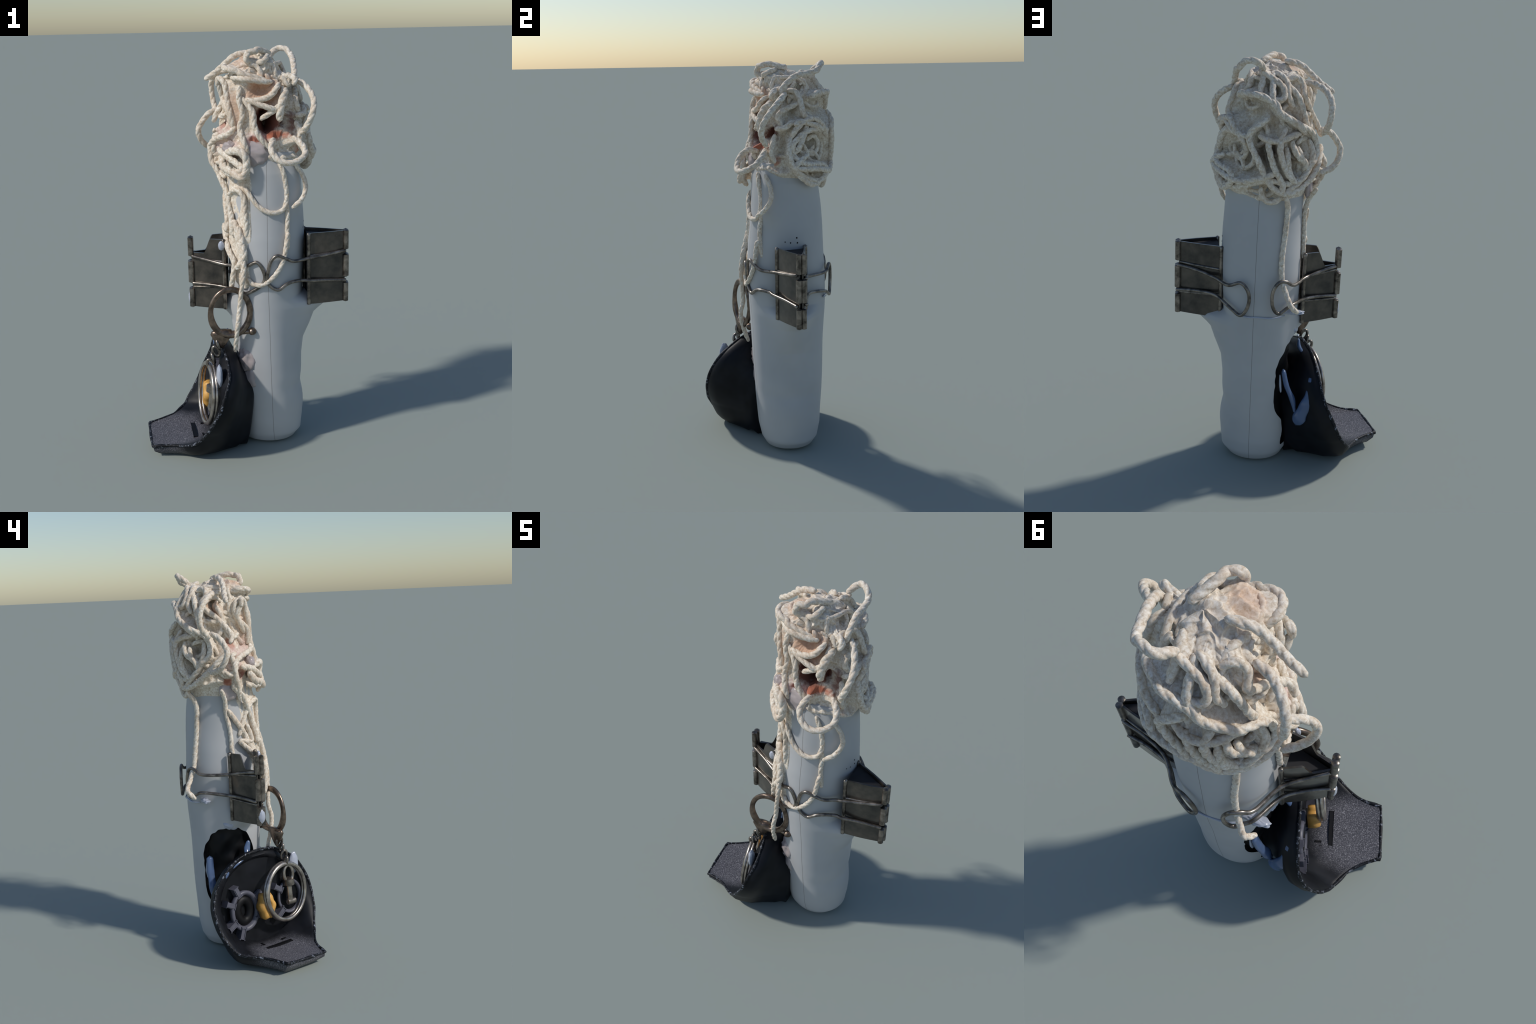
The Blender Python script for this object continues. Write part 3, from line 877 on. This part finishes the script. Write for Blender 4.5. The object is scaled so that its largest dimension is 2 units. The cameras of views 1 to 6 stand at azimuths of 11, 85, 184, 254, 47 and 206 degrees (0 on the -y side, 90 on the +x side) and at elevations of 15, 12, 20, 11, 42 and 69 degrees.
RIM = [(-.026, .0, .556), (-.027, .085, .550), (-.028, .162, .521), (-.025, .23, .468), (-.016, .292, .39), (.018, .328, .30), (.07, .321, .19), (.112, .295, .13),
       (.135, .27, .100), (.165, .235, .088), (.205, .19, .080), (.265, .153, .076), (.328, .126, .071), (.340, .115, .070), (.342, .0, .064), (.339, -.118, .060), (.328, -.131, .060), (.273, -.145, .064), (.225, -.165, .070),
       (.18, -.20, .080), (.145, -.23, .095), (.11, -.258, .125), (.07, -.297, .19), (.015, -.32, .29), (-.02, -.303, .384), (-.045, -.26, .455), (-.045, -.17, .520), (-.032, -.08, .552)]

def build_cup():
    R = catmull(RIM, .006, closed=True)
    n = len(R)
    s, t, z = R.T
    ang = np.arctan2(z - .275, t)
    low = 1 - smoothstep(.06, .16, z)              # 1 along the tongue
    out = []
    # outside, from the back plate to the rim
    back_t, back_z = .15 * np.sign(np.cos(ang)) * np.abs(np.cos(ang)) ** np.where(ang < 0, .45, 1), .22 + np.where(ang < 0, .23, .17) * np.sin(ang)
    back_z = np.maximum(back_z, .004)
    back_s = -.17 - .10 * (back_z - .23)
    def ring(ss, tt, zz):
        return np.stack([C0[0] + E1[0] * ss + E2[0] * tt, C0[1] + E1[1] * ss + E2[1] * tt, zz], 1)
    out.append(ring(np.full(n, -.175), back_t * .02, .23 + (back_z - .23) * .02))
    out.append(ring(back_s - .01, back_t * .9, .23 + (back_z - .23) * .9))
    out.append(ring(back_s, back_t, back_z))
    for k, kk in ((.2, .16), (.4, .48), (.6, .86), (.8, .99)):
        hs, ht = back_s + (s - back_s) * k, back_t + (t - back_t) * kk
        hz = back_z + (z - back_z) * kk
        hz = hz * (1 - low) + low * .003 * (1 + 0 * hz)
        ht = ht * (1 - low * .12)
        out.append(ring(hs, ht, np.maximum(hz, .002)))
    out.append(ring(s - .035 * low, t * (1 - .10 * low), z * (1 - low) + low * .010 - .0 ))
    out.append(ring(s - .006, t * (1 + .006), z - .028 * low))
    out.append(ring(s, t, z))
    # rim thickness, then the inside bowl
    cz = .275
    out.append(ring(s - .002 + .004 * (1 - low), t * .985, z + .003 * low + (cz - z) * .015 * (1 - low)))
    out.append(ring(s - .018 * low, t * .945, z + (cz - z) * .05 * (1 - low) + .002 * low))
    fl_s = lambda zz, tt: np.minimum(.045 - .10 * (zz - .275) - .17 * tt, .060)
    for k, depth in ((.35, .030), (.65, .045), (.9, .055), (1.0, .06)):
        tt = t * .945 + (.235 * np.cos(ang) - t * .945) * k
        z0 = z + (cz - z) * .05 * (1 - low)
        zt = cz + .225 * np.sin(ang) + .012
        kz = k * (1 - low) + low * k ** 3
        zz = z0 + (zt - z0) * kz
        zz = np.where(low > .5, np.maximum(zz, .052), zz)
        s_in = s - .018 * low
        ss = s_in + (fl_s(zt, tt) - depth - s_in) * k
        out.append(ring(ss, tt, zz))
    zt = cz + .12 * np.sin(ang)
    out.append(ring(fl_s(zt, .12 * np.cos(ang)) - .062, .12 * np.cos(ang), zt))
    out.append(ring(np.full(n, -.017), .002 * np.cos(ang), cz + .002 * np.sin(ang)))
    V, F = loft(out)
    ob = make("cup_shell", V, F, M_CUP, CUP, angle=50)
    # chipped pale edge bead along the rim
    C = catmull([cup(*p) for p in RIM], .006, closed=True)
    V, F = sweep(C, .0075, 8, closed=True, wob=.5, seed=91)
    make("cup_rim", V, F, M_CUP_EDGE, CUP)

CUP = bpy.data.objects.new("cup", None)
bpy.context.scene.collection.objects.link(CUP)
CUP.parent = ROOT
build_cup()

NRM = np.array([E1[0], E1[1], .10]); NRM /= np.linalg.norm(NRM)     # outward normal of the cup floor
LAT = np.array([E2[0], E2[1], 0.]); UPV = np.cross(NRM, LAT); UPV = UPV if UPV[2] > 0 else -UPV

def circle(c, r, n=64, a=LAT, b=UPV, start=0, stop=2 * math.pi, ry=None):
    ph = np.linspace(start, stop, n, endpoint=abs(stop - start) < 6.28)
    return np.array([np.array(c) + a * r * math.cos(p) + b * (ry or r) * math.sin(p) for p in ph])

# dark raised boxes on the tongue, standing in for a groove and pressed marks
for c, h in (((-.266, -.065, .066), (.095, .010, .004)),):
    box("dark_slot_box", c, (LAT, np.array([E1[0], E1[1], 0]), (0, 0, 1)), h, M_BLACK, CUP, .002)
for s_, t_, h in ((.072, .095, (.018, .004, .002)), (.060, .060, (.004, .014, .002)), (.075, -.07, (.012, .004, .002))):
    box("dark_mark_box", cup(s_, t_, .070), (LAT, np.array([E1[0], E1[1], 0]), (0, 0, 1)), h, M_BLACK, CUP, .001)

# spoked collars inside the cup
def collar(c, r, ry, lugs, wall=.012, start=0, stop=2 * math.pi):
    root = bpy.data.objects.new("collar", None)
    bpy.context.scene.collection.objects.link(root)
    root.parent = CUP
    closed = abs(stop - start) > 6.28
    C = circle(c, r, 60, start=start, stop=stop, ry=ry)
    V, F = sweep(C, wall, 10, closed=closed, flat=1.5)
    make("collar_ring", V, F, M_GEAR, root)
    for a in lugs:
        d = LAT * math.cos(a) + UPV * math.sin(a)
        e = np.cross(NRM, d)
        box("lug", np.array(c) + LAT * math.cos(a) * (r + .026) + UPV * math.sin(a) * (ry + .026), (d, e, NRM), (.030, .014, .022), M_GEAR, root, .004)

HUB = cup(-.030, .115, .25) + NRM * .012
collar(HUB, .078, .095, (1.15, 2.55, 3.55, -1.2, .45, -.5), wall=.014)
collar(cup(.0, -.17, .27) + NRM * .012, .075, .085, (.6, 5.6), wall=.009)
V, F = sweep(circle(HUB - NRM * .014, .042, 40, ry=.057), .028, 10, closed=True)
make("collar_black_ring", V, F, M_BLACK, CUP)  # solid black ring in place of an open hole through the collar

# amber nut
def build_nut():
    c = cup(.015, .005, .262) + NRM * .015
    n = 72
    rings = []
    for rr, dd in ((.30, -.02), (.34, .028), (.50, .034), (.86, .030), (1.0, .012), (1.0, -.02)):
        ph = np.arange(n) / n * 2 * np.pi
        w = 1 + .09 * np.cos(6 * ph) * (rr > .6)
        rings.append(np.array([c + LAT * .048 * rr * k * math.cos(p) + UPV * .072 * rr * k * math.sin(p) + NRM * dd for p, k in zip(ph, w)]))
    V, F = loft(rings, caps=(False, True))
    make("nut", V, F, M_NUT)
    blob("nut_dark_plug", c + NRM * .012 - LAT * .004, (.017, .017, .024), M_BLACK, rough=0)  # dark plug that blackens the hole in the nut
build_nut()

# split key ring, two coils
KN = np.array([-.88, -.46, .10]); KN /= np.linalg.norm(KN)
KA = np.cross(KN, [0, 0, 1]); KA /= np.linalg.norm(KA); KB = np.cross(KA, KN)
KC = np.array([-.158, -.157, .318])
for d in (-.009, .007):
    V, F = sweep(circle(KC + KN * d, .143, 90, KA, KB, ry=.152), .0125, 10, closed=True, wob=.1, flat=.8)
    make("key_ring", V, F, M_RING)

# swivel clasp hanging inside the ring
def torus(name, c, r, ry, w, a, b, mat, parent=None):
    V, F = sweep(circle(c, r, 40, np.array(a, float), np.array(b, float), ry=ry), w, 10, closed=True)
    return make(name, V, F, mat, parent)
CL = np.array([-.125, -.185, .36])
CLASP = bpy.data.objects.new("swivel_clasp", None); bpy.context.scene.collection.objects.link(CLASP); CLASP.parent = ROOT
torus("clasp_eye", CL + np.array((0, 0, .045)), .030, .045, .010, LAT, UPV, M_RING, CLASP)
V, F = sweep(np.array([CL + UPV * k for k in (.012, .0, -.018)]), .032, 20); make("clasp_collar", V, F, M_WIRE, CLASP, angle=50)
V, F = sweep(np.array([CL + UPV * k for k in (-.02, -.06, -.105)]), .016, 16); make("clasp_stem", V, F, M_RING, CLASP, angle=50)
V, F = sweep(np.array([CL - UPV * .11 - LAT * k for k in (-.02, .0, .03)]), .017, 16); make("clasp_foot", V, F, M_WIRE, CLASP, angle=50)

# chain from the hook ring to the key ring
CH = [(-.098, -.150, .578), (-.108, -.158, .545), (-.122, -.165, .512), (-.135, -.170, .480)]
for i, c in enumerate(CH):
    a = np.array([1., .2, 0]) if i % 2 else np.array([.2, -1., 0])
    a /= np.linalg.norm(a)
    torus("chain_link", c, .016, .026, .0075, a, (-.25, -.1, .96), M_WIRE)

# ------------------------------------------------------------------ hook ring with heart-shaped shackle
HC = np.array([-.035, -.135, .742]); HA = np.array([.20, .075, .01]); HA /= np.linalg.norm(HA); HB = np.array([-.03, .0, 1.])
HOOK = bpy.data.objects.new("hook", None); bpy.context.scene.collection.objects.link(HOOK); HOOK.parent = ROOT
V, F = sweep(circle(HC, .098, 80, HA, HB, ry=.118), .0125, 10, closed=True, wob=.25, seed=3, flat=1.25)
make("hook_ring", V, F, M_BRONZE, HOOK)
def heart():
    rings = []
    for k, dz, w, th in ((0, .040, .020, .012), (.2, .034, .050, .02), (.45, .018, .056, .024), (.7, -.01, .042, .022), (.9, -.038, .022, .016), (1, -.056, .010, .010)):
        ph = np.arange(28) / 28 * 2 * np.pi
        c = np.array([-.082, -.140, .615 + dz])
        rings.append(np.array([c + HA * w * math.cos(p) + np.array([HA[1], -HA[0], 0]) * th * math.sin(p) for p in ph]))
    V, F = loft(rings)
    make("shackle", V, F, M_BRONZE, HOOK)
heart()
V, F = sweep(catmull([(-.04, -.125, .632), (.01, -.112, .634), (.05, -.104, .637)]), .012, 12); make("hook_pin", V, F, M_BRONZE, HOOK)
blob("pin_knob", (.066, -.101, .638), (.02, .02, .019), M_BRONZE, rough=.05, parent=HOOK)

# ------------------------------------------------------------------ black arched panel let into the tube, glue
def strip(points, r, mat, seed, flat=.6, wob=.5):
    """A drawn-out strip of hot glue."""
    V, F = sweep(catmull(points), r, 14, wob=wob, seed=seed, flat=flat, taper=.04)
    return make("glue_strip", V, F, mat)
strip([cup(-.045, -.03, .535), cup(-.04, .06, .533), cup(-.042, .14, .508), cup(-.045, .19, .475)], .015, M_GLUE_BLUE, 31)
strip([cup(-.045, .19, .485), cup(-.065, .23, .42), cup(-.09, .245, .36), cup(-.115, .235, .29), cup(-.13, .225, .24)], .030, M_GLUE_BLUE, 32)
strip([(-.035, .222, .52), (-.055, .225, .44), (-.085, .222, .37), (-.10, .215, .30)], .022, M_GLUE_BLUE, 33)
strip([(-.020, .232, .50), (-.024, .234, .45), (-.028, .232, .41)], .010, M_GLUE, 34)
strip([(-.09, .02, .60), (-.095, .03, .565), cup(-.06, .05, .535)], .014, M_GLUE_BLUE, 35)
blob("glue", (-.07, .10, .70), (.016, .045, .03), M_GLUE, 6, .3)
blob("glue", (-.263, -.005, .775), (.018, .022, .040), M_GLUE, 7, .06)
blob("glue", (-.075, -.235, .445), (.016, .03, .06), M_GLUE, 8, .1, .4)
blob("glue", (.035, -.055, .47), (.05, .035, .07), M_GLUE_PINK, 9, .3)
blob("glue", (.055, -.055, .38), (.05, .03, .08), M_GLUE_PINK, 10, .3)
blob("glue", (-.06, .235, .84), (.06, .022, .012), M_GLUE, 12, .3)
blob("glue", (-.09, -.055, 1.06), (.016, .012, .024), M_GLUE, 13, .1)
blob("glue", (.085, -.066, 1.515), (.07, .026, .06), M_GLUE_PINK, 14, .2)
blob("glue", (-.035, -.045, 1.545), (.035, .028, .03), M_GLUE_PINK, 15, .2)
blob("glue", (-.098, .09, 1.41), (.02, .05, .05), M_GLUE_PINK, 18, .1)

# thread of glue strung across the back below the handles
V, F = sweep(catmull([(.205, .272, .826), (.15, .293, .820), (.09, .293, .822), (.03, .283, .818), (-.03, .255, .826)]), .0045, 8, wob=.5, seed=5)
make("glue_thread", V, F, M_GLUE)
